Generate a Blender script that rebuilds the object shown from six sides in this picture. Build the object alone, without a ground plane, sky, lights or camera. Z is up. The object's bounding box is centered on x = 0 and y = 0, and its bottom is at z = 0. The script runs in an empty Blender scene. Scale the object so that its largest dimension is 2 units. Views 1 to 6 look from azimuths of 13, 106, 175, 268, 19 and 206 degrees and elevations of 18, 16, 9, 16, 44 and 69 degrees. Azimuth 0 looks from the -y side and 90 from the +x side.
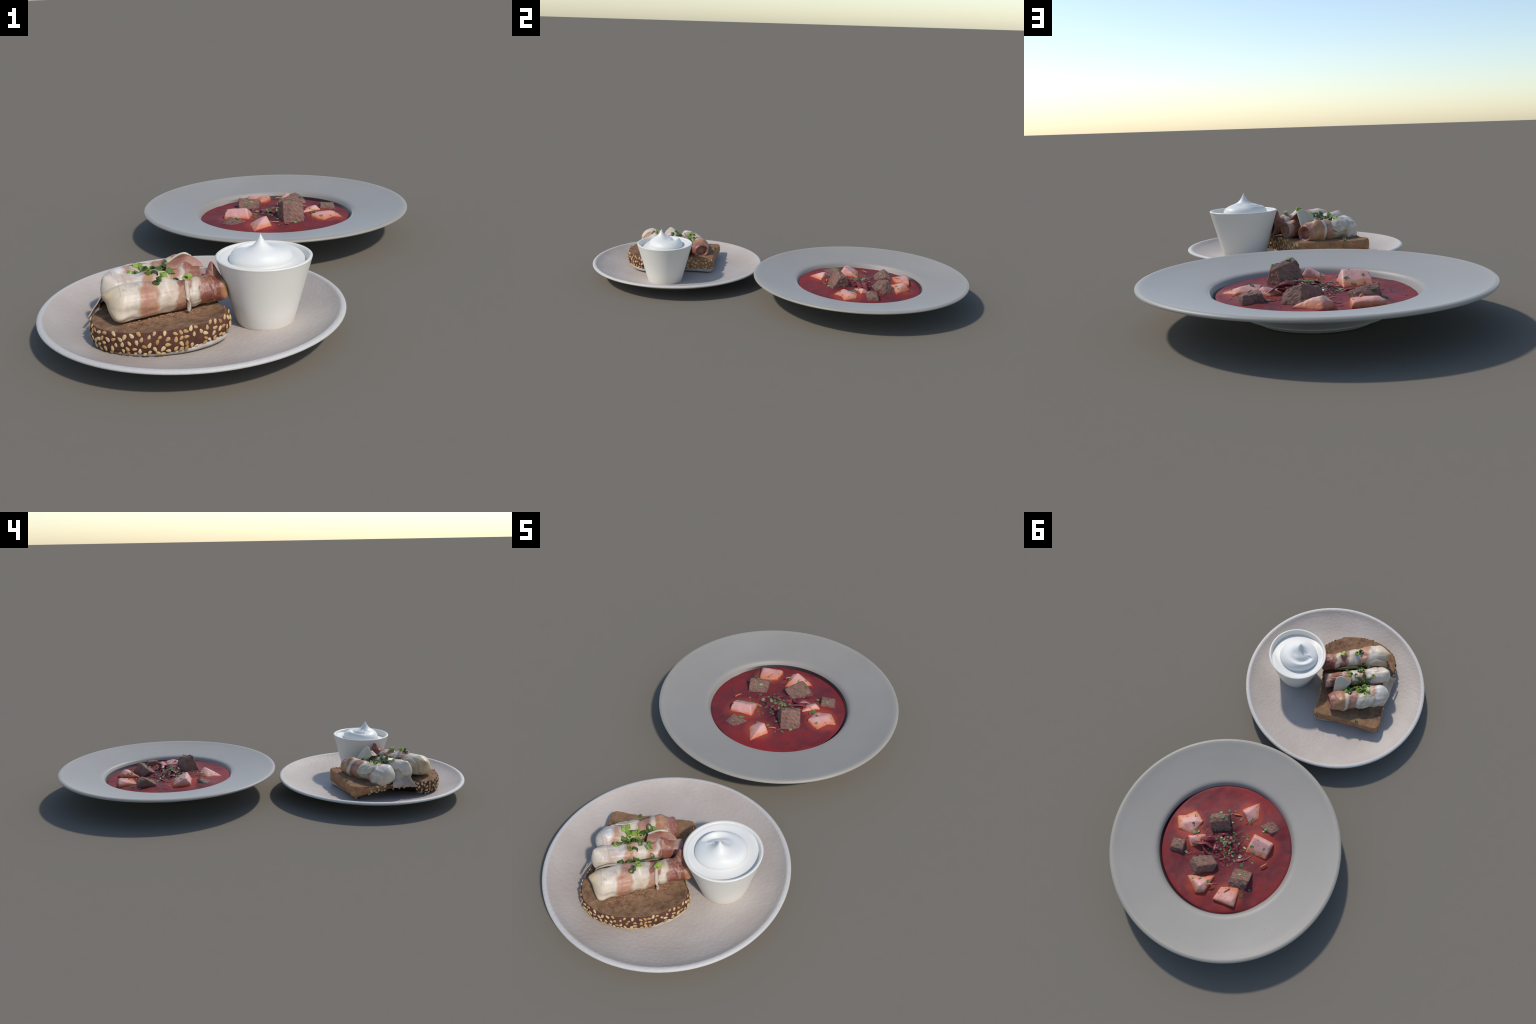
import bpy, bmesh, math, random
from mathutils import Vector, Matrix, noise
from mathutils.bvhtree import BVHTree

rnd = random.Random(11)
SC = bpy.context.scene.collection

# ------------------------------------------------------------------ helpers
def nz(p, f=1.0, seed=0.0):
    return noise.noise(Vector((p[0] * f + seed, p[1] * f - seed * .7, p[2] * f + seed * 1.3)))

def sstep(a, b, x):
    t = min(1, max(0, (x - a) / (b - a)))
    return t * t * (3 - 2 * t)

def mesh_obj(name, verts, faces, mat, smooth=True, parent=None, matrix=None):
    me = bpy.data.meshes.new(name)
    me.from_pydata([tuple(v) for v in verts], [], faces)
    me.update()
    for p in me.polygons:
        p.use_smooth = smooth
    return add(name, me, mat, parent, matrix)

def add(name, me, mat, parent=None, matrix=None):
    if mat and not me.materials:
        me.materials.append(mat)
    ob = bpy.data.objects.new(name, me)
    SC.objects.link(ob)
    if matrix is not None:
        ob.matrix_world = matrix
    if parent is not None:
        ob.parent = parent
        ob.matrix_parent_inverse = Matrix.Translation(parent["at"]).inverted()
    return ob

def thing(name, at, label, category):
    e = bpy.data.objects.new(name, None)
    e.empty_display_size = .05
    e.location = at
    e["at"] = at
    e["label"] = label
    e["category"] = category
    SC.objects.link(e)
    return e

def lathe(profile, centre, n=192, wob=None):
    """closed surface of revolution through (r, z) points, r=0 at both ends"""
    verts, faces, rings = [], [], []
    for r, z in profile:
        if r < 1e-6:
            rings.append([len(verts)])
            verts.append((centre[0], centre[1], z))
        else:
            ring = []
            for i in range(n):
                a = 2 * math.pi * i / n
                ring.append(len(verts))
                verts.append((centre[0] + r * math.cos(a), centre[1] + r * math.sin(a), z))
            rings.append(ring)
    for a, b in zip(rings, rings[1:]):
        for i in range(n):
            j = (i + 1) % n
            if len(a) == 1:
                faces.append((a[0], b[i], b[j]))
            elif len(b) == 1:
                faces.append((a[i], b[0], a[j]))
            else:
                faces.append((a[i], b[i], b[j], a[j]))
    return verts, faces

def catmull(pts, sub=6, closed=False):
    n = len(pts)
    out = []
    rng = range(n) if closed else range(n - 1)
    for i in rng:
        if closed:
            p0, p1, p2, p3 = pts[i - 1], pts[i], pts[(i + 1) % n], pts[(i + 2) % n]
        else:
            p0, p1, p2, p3 = pts[max(i - 1, 0)], pts[i], pts[i + 1], pts[min(i + 2, n - 1)]
        for k in range(sub):
            t = k / sub
            out.append(tuple(.5 * (2 * b + (c - a) * t + (2 * a - 5 * b + 4 * c - d) * t * t + (3 * b - a - 3 * c + d) * t ** 3)
                             for a, b, c, d in zip(p0, p1, p2, p3)))
    if not closed:
        out.append(tuple(pts[-1]))
    return out

def evaluated(ob):
    dg = bpy.context.evaluated_depsgraph_get()
    me = bpy.data.meshes.new_from_object(ob.evaluated_get(dg))
    old = ob.data
    ob.modifiers.clear()
    ob.data = me
    bpy.data.meshes.remove(old)
    return me

# ------------------------------------------------------------------ materials
class M:
    def __init__(self, name, rough=.6, spec=.5, **kw):
        self.m = bpy.data.materials.new(name)
        self.m.use_nodes = True
        self.t = self.m.node_tree
        self.b = self.t.nodes["Principled BSDF"]
        self.b.inputs["Roughness"].default_value = rough
        self.b.inputs["Specular IOR Level"].default_value = spec
        for k, v in kw.items():
            self.b.inputs[k].default_value = v
        self.co = self.n("ShaderNodeTexCoord").outputs["Object"]

    def n(self, kind, **kw):
        nd = self.t.nodes.new(kind)
        for k, v in kw.items():
            setattr(nd, k, v)
        return nd

    def l(self, a, b):
        self.t.links.new(a, b)

    def put(self, sock, v):
        if hasattr(v, "is_linked"):
            self.l(v, sock)
        elif isinstance(v, (tuple, list)) and len(v) == 3 and sock.type == "RGBA":
            sock.default_value = (*v, 1)
        else:
            sock.default_value = v

    def mapping(self, scale=(1, 1, 1), rot=(0, 0, 0), loc=(0, 0, 0)):
        mp = self.n("ShaderNodeMapping")
        mp.inputs["Scale"].default_value = scale
        mp.inputs["Rotation"].default_value = rot
        mp.inputs["Location"].default_value = loc
        self.l(self.co, mp.inputs["Vector"])
        return mp.outputs[0]

    def noise(self, scale, detail=4, rough=.55, vec=None, dist=0):
        nd = self.n("ShaderNodeTexNoise")
        nd.inputs["Scale"].default_value = scale
        nd.inputs["Detail"].default_value = detail
        nd.inputs["Roughness"].default_value = rough
        nd.inputs["Distortion"].default_value = dist
        self.l(vec or self.co, nd.inputs["Vector"])
        return nd.outputs["Fac"]

    def voronoi(self, scale, vec=None, feature="F1"):
        nd = self.n("ShaderNodeTexVoronoi", feature=feature)
        nd.inputs["Scale"].default_value = scale
        self.l(vec or self.co, nd.inputs["Vector"])
        return nd.outputs["Distance"]

    def math(self, op, a, b=0.0, c=0.0, clamp=False):
        nd = self.n("ShaderNodeMath", operation=op, use_clamp=clamp)
        for i, v in enumerate((a, b, c)):
            self.put(nd.inputs[i], v)
        return nd.outputs[0]

    def rng(self, v, a, b, c=0.0, d=1.0):
        nd = self.n("ShaderNodeMapRange", interpolation_type="SMOOTHSTEP")
        self.put(nd.inputs[0], v)
        for i, x in enumerate((a, b, c, d)):
            nd.inputs[i + 1].default_value = x
        return nd.outputs[0]

    def ramp(self, v, stops, interp="LINEAR"):
        nd = self.n("ShaderNodeValToRGB")
        nd.color_ramp.interpolation = interp
        e = nd.color_ramp.elements
        while len(e) < len(stops):
            e.new(.5)
        for el, (p, c) in zip(e, stops):
            el.position = p
            el.color = (*c, 1) if len(c) == 3 else c
        self.put(nd.inputs[0], v)
        return nd.outputs[0]

    def mix(self, f, a, b, blend="MIX"):
        nd = self.n("ShaderNodeMix", data_type="RGBA", blend_type=blend)
        self.put(nd.inputs[0], f)
        self.put(nd.inputs[6], a)
        self.put(nd.inputs[7], b)
        return nd.outputs[2]

    def xyz(self):
        nd = self.n("ShaderNodeSeparateXYZ")
        self.l(self.co, nd.inputs[0])
        return nd.outputs

    def dist(self, p):
        nd = self.n("ShaderNodeVectorMath", operation="DISTANCE")
        self.l(self.co, nd.inputs[0])
        nd.inputs[1].default_value = p
        return nd.outputs["Value"]

    def color(self, c):
        self.put(self.b.inputs["Base Color"], c)
        return self

    def bump(self, h, strength=.3, distance=.002):
        nd = self.n("ShaderNodeBump")
        nd.inputs["Strength"].default_value = strength
        nd.inputs["Distance"].default_value = distance
        self.l(h, nd.inputs["Height"])
        self.l(nd.outputs[0], self.b.inputs["Normal"])
        return self

# soup plate glaze: cool grey, a slightly warmer, lighter edge ring and a few faint specks
def mat_soup_plate():
    m = M("grey_stoneware", .50, .5)
    m.b.inputs["Sheen Weight"].default_value = .50
    m.b.inputs["Sheen Roughness"].default_value = .35
    m.b.inputs["Sheen Tint"].default_value = (1, .95, .90, 1)
    x, y, z = m.xyz()[0], m.xyz()[1], m.xyz()[2]
    c = m.ramp(m.noise(3.0, 3), [(.3, (.300, .270, .230)), (.7, (.330, .298, .256))])
    r = m.dist((SPX, SPY, .127))
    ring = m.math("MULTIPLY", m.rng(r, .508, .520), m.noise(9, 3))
    c = m.mix(m.math("MULTIPLY", ring, .9), c, (.36, .325, .26))
    # darkness of the gap between broth and wall, painted onto the well
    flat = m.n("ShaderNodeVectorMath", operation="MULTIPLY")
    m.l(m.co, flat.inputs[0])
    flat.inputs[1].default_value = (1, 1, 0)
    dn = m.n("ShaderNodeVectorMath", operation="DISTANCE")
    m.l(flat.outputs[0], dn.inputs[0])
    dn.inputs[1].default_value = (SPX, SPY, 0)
    gap_dark = m.math("MULTIPLY", m.rng(dn.outputs["Value"], .3135, .3125), m.rng(z, .0835, .0815))
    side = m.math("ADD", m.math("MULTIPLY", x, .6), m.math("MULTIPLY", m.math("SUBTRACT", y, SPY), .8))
    gap_dark = m.math("MULTIPLY", gap_dark, m.rng(side, -.02, .10))
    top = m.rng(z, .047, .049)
    c = m.mix(m.math("MULTIPLY", gap_dark, top), c, (.018, .006, .007))
    speck = m.rng(m.voronoi(13), .045, .03)
    c = m.mix(m.math("MULTIPLY", speck, .35), c, (.14, .13, .12))
    return m.color(c).bump(m.noise(60, 3), .12, .002).m

def mat_side_plate():
    m = M("speckled_beige_stoneware", .55, .4)
    c = m.ramp(m.noise(5, 4), [(.3, (.445, .372, .312)), (.7, (.525, .455, .395))])
    r = m.dist((PLX, PLY, .079))
    c = m.mix(m.math("MULTIPLY", m.rng(r, .434, .442), .6), c, (.62, .60, .56))
    h = m.noise(75, 3, .5)
    return m.color(c).bump(h, .45, .004).m

def mat_cup():
    m = M("white_porcelain", .35, .4)
    c = m.ramp(m.noise(4, 2), [(.3, (.76, .71, .62)), (.7, (.80, .75, .66))])
    return m.color(c).m

def mat_cream():
    m = M("sour_cream", .45, .4)
    m.b.inputs["Subsurface Weight"].default_value = .15
    m.b.inputs["Subsurface Radius"].default_value = (.02, .015, .01)
    c = m.ramp(m.noise(6, 2), [(.3, (.76, .735, .67)), (.7, (.80, .775, .71))])
    return m.color(c).m

def mat_crumb():
    m = M("rye_crumb", .9, .15)
    v = m.mapping((1, 1, 1))
    c = m.ramp(m.noise(26, 8, .7, v), [(.30, (.125, .064, .034)), (.5, (.25, .140, .077)), (.70, (.37, .225, .125))])
    pores = m.rng(m.noise(110, 3, .6), .60, .68)
    c = m.mix(m.math("MULTIPLY", pores, .75), c, (.085, .038, .022))
    pale = m.math("MULTIPLY", m.rng(m.dist((-.07, -.70, .112)), .09, .04), m.rng(m.noise(120, 4), .45, .6))
    c = m.mix(m.math("MULTIPLY", pale, .55), c, (.42, .24, .14))
    back = m.rng(m.xyz()[1], -.47, -.38)
    c = m.mix(m.math("MULTIPLY", back, .45), c, (.36, .20, .105))
    h = m.math("ADD", m.noise(120, 5, .7), m.math("MULTIPLY", m.noise(40, 3), .7))
    return m.color(c).bump(h, .8, .004).m

def mat_crust():
    m = M("rye_crust", .8, .2)
    y = m.xyz()[1]
    dark = m.ramp(m.noise(45, 5, .65), [(.3, (.07, .026, .017)), (.7, (.135, .055, .036))])
    tan = m.ramp(m.noise(35, 5, .65), [(.3, (.25, .11, .045)), (.7, (.43, .23, .115))])
    f = m.rng(m.math("ADD", y, m.math("MULTIPLY", m.noise(14, 3), .08)), -.60, -.42)
    c = m.mix(f, dark, tan)
    return m.color(c).bump(m.noise(130, 4), .6, .003).m

def mat_underside():
    m = M("pale_underside", .85, .2)
    c = m.ramp(m.noise(30, 4), [(.3, (.42, .36, .30)), (.7, (.55, .50, .44))])
    return m.color(c).m

def mat_seed():
    m = M("sesame", .55, .35)
    info = m.n("ShaderNodeObjectInfo").outputs["Random"]
    c = m.ramp(info, [(0, (.36, .19, .06)), (.4, (.52, .33, .14)), (1, (.64, .47, .26))])
    return m.color(c).m

FAT = (.63, .54, .43)
YEL = (.62, .47, .28)
TAN = (.47, .25, .145)
PINK = (.42, .19, .13)
HAM = (.26, .085, .055)
DEEP = (.20, .055, .032)
AMBER = (.40, .18, .08)

def mat_ham(name, bands, length, seed):
    """cured ham: fat and lean bands across the roll, wavering edges, marbling"""
    m = M(name, .42, .45)
    m.b.inputs["Subsurface Weight"].default_value = .08
    m.b.inputs["Subsurface Radius"].default_value = (.012, .006, .004)
    x = m.math("MULTIPLY", m.xyz()[0], 1 / length)
    wob = m.math("MULTIPLY", m.math("SUBTRACT", m.noise(17, 3, .5, m.mapping((1, 1, 1), loc=(seed, 0, 0))), .5), .17)
    slant = m.math("MULTIPLY", m.xyz()[1], -1.1)
    s = m.math("ADD", m.math("ADD", x, wob), slant)
    c = m.ramp(s, bands)
    c = m.mix(m.math("MULTIPLY", m.rng(m.noise(14, 5, .65, m.mapping((.7, 1.2, 1.2), loc=(0, 0, seed))), .46, .64), .50), c, (.48, .30, .17))
    streak = m.noise(34, 6, .7, m.mapping((1.6, .45, .45), loc=(0, seed, 0)), .6)
    c = m.mix(m.math("MULTIPLY", m.rng(streak, .58, .68), .35), c, (.60, .42, .33))
    c = m.mix(m.math("MULTIPLY", m.rng(streak, .46, .34), .40), c, (.34, .15, .09))
    vein = m.math("ABSOLUTE", m.math("SUBTRACT", m.noise(24, 3, .55, m.mapping((1.2, .8, .8), loc=(seed, 2, 0)), .8), .5))
    c = m.mix(m.math("MULTIPLY", m.rng(vein, .030, .004), .24), c, (.58, .42, .32))
    h = m.noise(60, 5, .6, m.mapping((2.0, .6, .6)))
    return m.color(c).bump(h, .25, .004).m

def mat_fat(name, a, b):
    m = M(name, .45, .4)
    c = m.ramp(m.noise(22, 4), [(.3, a), (.7, b)])
    return m.color(c).bump(m.noise(70, 3), .15, .003).m

def mat_chive(name, a, b):
    m = M(name, .4, .5)
    info = m.n("ShaderNodeObjectInfo").outputs["Random"]
    c = m.ramp(m.math("ADD", m.math("MULTIPLY", info, .8), m.math("MULTIPLY", m.noise(90, 2), .3)), [(.15, a), (.95, b)])
    return m.color(c).m

POT = {}
def mat_broth():
    m = M("beet_broth", .6, .22)
    base = m.ramp(m.noise(7, 6, .6, None, .5), [(.34, (.085, .017, .024)), (.5, (.165, .027, .031)), (.64, (.245, .026, .026))])
    # orange fat and beet glow round each potato
    near = None
    for p, rad in POT["halo"]:
        d = m.rng(m.math("ADD", m.dist(p), m.math("MULTIPLY", m.math("SUBTRACT", m.noise(16, 3), .5), .03)), rad * 1.5, rad * .8)
        near = d if near is None else m.math("MAXIMUM", near, d)
    c = m.mix(m.math("MULTIPLY", near, .75), base, (.36, .055, .035))
    edge = m.math("MULTIPLY", m.rng(m.dist((SPX, SPY, .088)), .25, .305), m.rng(m.noise(5, 2), .4, .65))
    c = m.mix(m.math("MULTIPLY", edge, .6), c, (.24, .018, .020))
    mid = m.math("MULTIPLY", m.rng(m.dist((.0, .46, .1)), .14, .05), m.rng(m.noise(30, 5), .4, .6))
    c = m.mix(m.math("MULTIPLY", mid, .5), c, (.11, .018, .03))
    h = m.noise(35, 4)
    return m.color(c).bump(h, .25, .004).m

def mat_potato():
    m = M("beet_stained_potato", .5, .4)
    m.b.inputs["Subsurface Weight"].default_value = .1
    m.b.inputs["Subsurface Radius"].default_value = (.02, .008, .006)
    base = m.ramp(m.noise(18, 4, .6), [(.3, (.60, .28, .25)), (.55, (.66, .34, .29)), (.75, (.64, .37, .25))])
    # beet juice climbs a ragged centimetre up from the broth line
    lvl = m.math("ADD", m.xyz()[2], m.math("MULTIPLY", m.math("SUBTRACT", m.noise(24, 4), .5), .030))
    c = m.mix(m.rng(lvl, .108, .092), base, (.62, .20, .09))
    c = m.mix(m.rng(lvl, .094, .080), c, (.32, .035, .025))
    c = m.mix(m.math("MULTIPLY", m.rng(m.noise(30, 3, .5, m.mapping(loc=(3, 1, 0))), .62, .70), .7), c, (.60, .24, .09))
    return m.color(c).bump(m.noise(50, 3), .1, .003).m

def mat_meat():
    m = M("stewed_beef", .7, .3)
    v = m.mapping((1, 4.5, 1.4), (.3, .2, .5))
    c = m.ramp(m.noise(38, 6, .7, v, .4), [(.3, (.095, .045, .035)), (.5, (.22, .112, .084)), (.72, (.34, .19, .135))])
    info = m.n("ShaderNodeObjectInfo").outputs["Random"]
    c = m.mix(m.math("MULTIPLY", info, .3), c, (.16, .09, .075))
    edge = m.rng(m.n("ShaderNodeNewGeometry").outputs["Pointiness"], .52, .60)
    c = m.mix(m.math("MULTIPLY", edge, .35), c, (.33, .18, .10))
    return m.color(c).bump(m.noise(60, 5, .7, v), .7, .004).m

def mat_beet():
    m = M("beetroot_shred", .4, .45)
    c = m.ramp(m.noise(35, 5), [(.3, (.115, .015, .020)), (.55, (.21, .028, .030)), (.75, (.36, .07, .06))])
    return m.color(c).bump(m.noise(80, 3, .6), .3, .003).m

def mat_carrot():
    m = M("carrot", .5, .4)
    return m.color(m.ramp(m.noise(40, 3), [(.3, (.50, .12, .03)), (.7, (.60, .2, .06))])).m

# ------------------------------------------------------------------ layout constants (metres)
SPX, SPY = .0003, .4637     # soup plate centre
PLX, PLY = -.0555, -.5456   # side plate centre
CUX, CUY = .1605, -.5286    # cup centre

# ------------------------------------------------------------------ soup plate
soup = thing("borscht_soup_plate", (SPX, SPY, 0), "wide grey rimmed plate of red beet soup with beef and potato", "soup plate")
rim_profile = [(0, .050), (.20, .051), (.27, .054), (.300, .066), (.3095, .079), (.3150, .089), (.3215, .0965), (.333, .1012),
               (.36, .1050), (.42, .1135), (.48, .1235), (.502, .1280), (.514, .1306), (.524, .1322), (.5315, .1302), (.5358, .1255),
               (.5340, .1212), (.526, .1185), (.49, .1120), (.42, .0985), (.35, .080), (.28, .052), (.225, .024), (.192, .0125), (.1815, .0085),
               (.179, .003), (.174, 0.0), (.166, .001), (.160, .008), (.10, .012), (0, .012)]
prof = [rim_profile[0]] + catmull(rim_profile[1:-1], 4) + [rim_profile[-1]]
v, f = lathe(prof, (SPX, SPY), 256)
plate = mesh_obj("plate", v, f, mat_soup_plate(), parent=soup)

# ---- chunks: named corner points -> convex solid -> voxel remesh -> softened, pitted
def chunk(name, pts, mat, soft=6, rough=.0015, freq=60, seed=0, size=.0032, facet=None):
    bm = bmesh.new()
    for p in pts:
        bm.verts.new(p)
    bmesh.ops.convex_hull(bm, input=bm.verts)
    bmesh.ops.delete(bm, geom=[q for q in bm.verts if not q.link_faces], context="VERTS")
    me = bpy.data.meshes.new(name)
    bm.to_mesh(me)
    bm.free()
    ob = add(name, me, mat, soup)
    md = ob.modifiers.new("r", "REMESH")
    md.mode = "VOXEL"
    md.voxel_size = size
    md = ob.modifiers.new("s", "SMOOTH")
    md.iterations = soft
    md.factor = .5
    md = ob.modifiers.new("u", "SUBSURF")
    md.levels = 1
    md.render_levels = 1
    me = evaluated(ob)
    me.name = name
    if not me.materials:
        me.materials.append(mat)
    nrm = [q.normal.copy() for q in me.vertices]
    for q, n in zip(me.vertices, nrm):
        d = nz(q.co, freq, seed) + .5 * nz(q.co, freq * 2.3, seed + 9) + 1.6 * nz(q.co, freq * .35, seed + 5)
        q.co += n * d * rough
    for p in me.polygons:
        p.use_smooth = True
    return ob

def skirt(pts, dz=-.018, grow=1.08):
    c = sum((Vector(p) for p in pts), Vector()) / len(pts)
    return [(c.x + (p[0] - c.x) * grow, c.y + (p[1] - c.y) * grow, .084 + dz) for p in pts]

MEAT = {
    "A": [(.064, .309, .086), (.142, .350, .086), (.056, .341, .172), (.129, .391, .157), (.042, .362, .166), (.114, .412, .150),
          (.012, .398, .084), (.086, .440, .084), (.02, .385, .07), (.13, .36, .07)],
    "B": [(-.175, .558, .123), (-.088, .586, .112), (-.167, .506, .088), (-.083, .526, .087), (-.170, .578, .115), (-.095, .602, .106),
          (-.178, .602, .082), (-.096, .622, .082), (-.165, .51, .07), (-.09, .53, .07)],
    "C": [(-.008, .552, .113), (.058, .613, .143), (.112, .581, .110), (.040, .527, .090), (.078, .607, .136), (.0, .57, .11),
          (-.008, .592, .082), (.068, .655, .082), (.122, .603, .08), (.05, .53, .07)],
    "D": [(.236, .543, .104), (.180, .528, .115), (.168, .574, .112), (.226, .588, .109), (.243, .545, .08), (.176, .518, .08), (.160, .586, .08), (.228, .600, .08)],
    "E": [(-.126, .240, .089), (-.180, .266, .090), (-.154, .306, .111), (-.090, .300, .096), (-.14, .275, .101), (-.2, .25, .07), (-.16, .325, .07), (-.075, .31, .07), (-.12, .22, .07)],
}
POTATO = {
    "P1": [(-.170, .690, .095), (-.152, .676, .108), (-.068, .704, .098), (-.072, .636, .100), (-.152, .600, .092), (-.12, .65, .104)],
    "P2": [(.011, .686, .120), (.004, .668, .117), (.094, .664, .088), (-.024, .602, .088), (.016, .720, .085), (-.018, .690, .100), (.045, .67, .110)],
    "P3": [(-.097, .362, .134), (-.183, .366, .124), (-.188, .425, .090), (-.088, .442, .088), (-.082, .340, .092), (-.188, .342, .098), (-.105, .372, .132)],
    "P4": [(.002, .283, .128), (-.010, .270, .122), (-.031, .190, .087), (-.068, .270, .094), (-.045, .322, .090), (.026, .268, .090), (-.03, .285, .115)],
    "P5": [(.172, .486, .092), (.240, .492, .096), (.283, .440, .088), (.214, .372, .089), (.157, .410, .102), (.225, .455, .108), (.19, .43, .110)],
    "P6": [(.163, .506, .118), (.188, .502, .096), (.112, .452, .096), (.145, .544, .092), (.10, .50, .096), (.155, .50, .114)],
}
POT["halo"] = []
for k, pts in POTATO.items():
    c = sum((Vector(p) for p in pts), Vector()) / len(pts)
    rad = sum((Vector(p) - c).length for p in pts) / len(pts)
    POT["halo"].append(((c.x, c.y, .092), rad * 1.15))

m_meat, m_pot = mat_meat(), mat_potato()
solids = []
for i, (k, pts) in enumerate(MEAT.items()):
    solids.append(chunk("beef_chunk", pts, m_meat, 4 if k != "E" else 8, .0022, 75, i * 3.1))
for i, (k, pts) in enumerate(POTATO.items()):
    solids.append(chunk("potato_chunk", pts + skirt(pts[:]), m_pot, 14, .0011, 45, 20 + i * 2.7))

# ---- broth: disc of liquid, climbing each chunk, heaped with shreds in the middle
mounds = []
for k, pts in list(MEAT.items()) + list(POTATO.items()):
    c = sum((Vector(p) for p in pts), Vector()) / len(pts)
    rad = sum((Vector((p[0], p[1])) - Vector((c.x, c.y))).length for p in pts) / len(pts)
    mounds.append((c.x, c.y, rad * (1.25 if k[0] == "P" else 1.1), .0135 if k[0] == "P" else .013))

def broth_z(x, y):
    r = math.hypot(x - SPX, y - SPY)
    z = .0775 - .020 * (y - SPY) + .008 * (x - SPX)
    z += .011 * math.exp(-((x - .03) ** 2 + (y - .452) ** 2) / .052 ** 2)
    z += .019 * math.exp(-((x - .01) ** 2 + (y - .45) ** 2) / .09 ** 2)
    for cx, cy, rad, h in mounds:
        d2 = ((x - cx) ** 2 + (y - cy) ** 2) / (rad * 1.15) ** 2
        if d2 < 9:
            z += h * math.exp(-d2)
    core = math.exp(-((x - .01) ** 2 + (y - .46) ** 2) / .075 ** 2)
    z += core * .012 * nz((x, y, 0), 36, 3) + core * .008 * nz((x, y, 0), 95, 8)
    z += .0024 * nz((x, y, 0), 14, 1) + .0014 * nz((x, y, 0), 34, 2)
    return z

NA, NR = 240, 110
verts, faces = [(SPX, SPY, broth_z(SPX, SPY))], []
def broth_edge(a):
    # liquid stops short of the wall on the +x side, laps over it elsewhere
    gap = .0060 * sstep(.15, .9, math.cos(a - math.radians(35)))
    wave = .004 * max(0, nz((math.cos(a) * 2.2, math.sin(a) * 2.2, .3), 1.6, 4)) * sstep(.2, -.4, math.cos(a - math.radians(50)))
    return .3062 - gap + wave
for j in range(1, NR + 1):
    for i in range(NA):
        a = 2 * math.pi * i / NA
        r = broth_edge(a) * (j / NR) ** .92
        x, y = SPX + r * math.cos(a), SPY + r * math.sin(a)
        z = broth_z(x, y) - .0015 * sstep(.97, 1, j / NR)
        verts.append((x, y, z))
for i in range(NA):
    k = (i + 1) % NA
    faces.append((0, 1 + i, 1 + k))
    for j in range(NR - 1):
        a0 = 1 + j * NA
        faces.append((a0 + i, a0 + NA + i, a0 + NA + k, a0 + k))
# rounded under-edge and flat bottom so the broth has body
last = 1 + (NR - 1) * NA
for dr, dz in ((.0006, -.003), (-.006, -.007), (-.06, -.011)):
    base = len(verts)
    for i in range(NA):
        a = 2 * math.pi * i / NA
        r = broth_edge(a) + dr
        verts.append((SPX + r * math.cos(a), SPY + r * math.sin(a), .0775 - .020 * r * math.sin(a) + .008 * r * math.cos(a) + dz))
    for i in range(NA):
        k = (i + 1) % NA
        faces.append((last + i, base + i, base + k, last + k))
    last = base
faces.append(tuple(reversed([last + i for i in range(NA)])))
broth = mesh_obj("broth", verts, faces, mat_broth(), parent=soup)

def bvh_of(obs):
    vs, fs = [], []
    for ob in obs:
        o = len(vs)
        mw = ob.matrix_world if ob.parent is None else (Matrix.Identity(4) if "mw" not in ob else Matrix([ob["mw"][4 * i:4 * i + 4] for i in range(4)]))
        vs += [mw @ q.co for q in ob.data.vertices]
        fs += [[o + i for i in p.vertices] for p in ob.data.polygons]
    return BVHTree.FromPolygons(vs, fs)

# ---- beet shreds heaped in the centre: bent ribbons with thickness
def ribbon(name, spine, width, thick, mat, parent, seed=0, twist=0.0, frames=26):
    pts = catmull([tuple(p) for p in spine], max(2, frames // (len(spine) - 1)))
    n = len(pts)
    verts, faces = [], []
    K = 8
    for i, p in enumerate(pts):
        a, b = Vector(pts[max(i - 1, 0)]), Vector(pts[min(i + 1, n - 1)])
        t = (b - a).normalized()
        s = t.cross(Vector((0, 0, 1)))
        s = s.normalized() if s.length > 1e-4 else Vector((1, 0, 0))
        u = s.cross(t)
        ang = twist * i / n + .6 * nz(p, 30, seed)
        s, u = s * math.cos(ang) + u * math.sin(ang), u * math.cos(ang) - s * math.sin(ang)
        e = math.sqrt(max(.02, 1 - abs(2 * i / (n - 1) - 1) ** 4))
        for k in range(K):
            q = 2 * math.pi * k / K
            verts.append(Vector(p) + s * (math.cos(q) * width * .5 * e) + u * (math.sin(q) * thick * .5 * e))
    for i in range(n - 1):
        for k in range(K):
            l = (k + 1) % K
            faces.append((i * K + k, i * K + l, i * K + K + l, i * K + K + k))
    faces.append(tuple(range(K))[::-1])
    faces.append(tuple((n - 1) * K + k for k in range(K)))
    return mesh_obj(name, verts, faces, mat, parent=parent)

m_beet = mat_beet()
r2 = random.Random(5)
shreds = []
for i in range(22):
    a0 = r2.uniform(0, 6.28)
    rr = abs(r2.gauss(0, .055))
    cx, cy = .015 + rr * math.cos(a0) * 1.1, .462 + rr * math.sin(a0)
    d = r2.uniform(0, 3.14)
    L = r2.uniform(.04, .085)
    sp = []
    bend = r2.uniform(-.9, .9)
    for q in (-.5, -.17, .17, .5):
        x = cx + L * q * math.cos(d + bend * q)
        y = cy + L * q * math.sin(d + bend * q)
        sp.append((x, y, broth_z(x, y) - .0010 + .006 * (1 - 4 * q * q) * r2.random()))
    shreds.append(ribbon("beet_shred", sp, r2.uniform(.010, .020), r2.uniform(.003, .005), m_beet, soup, i))
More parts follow.
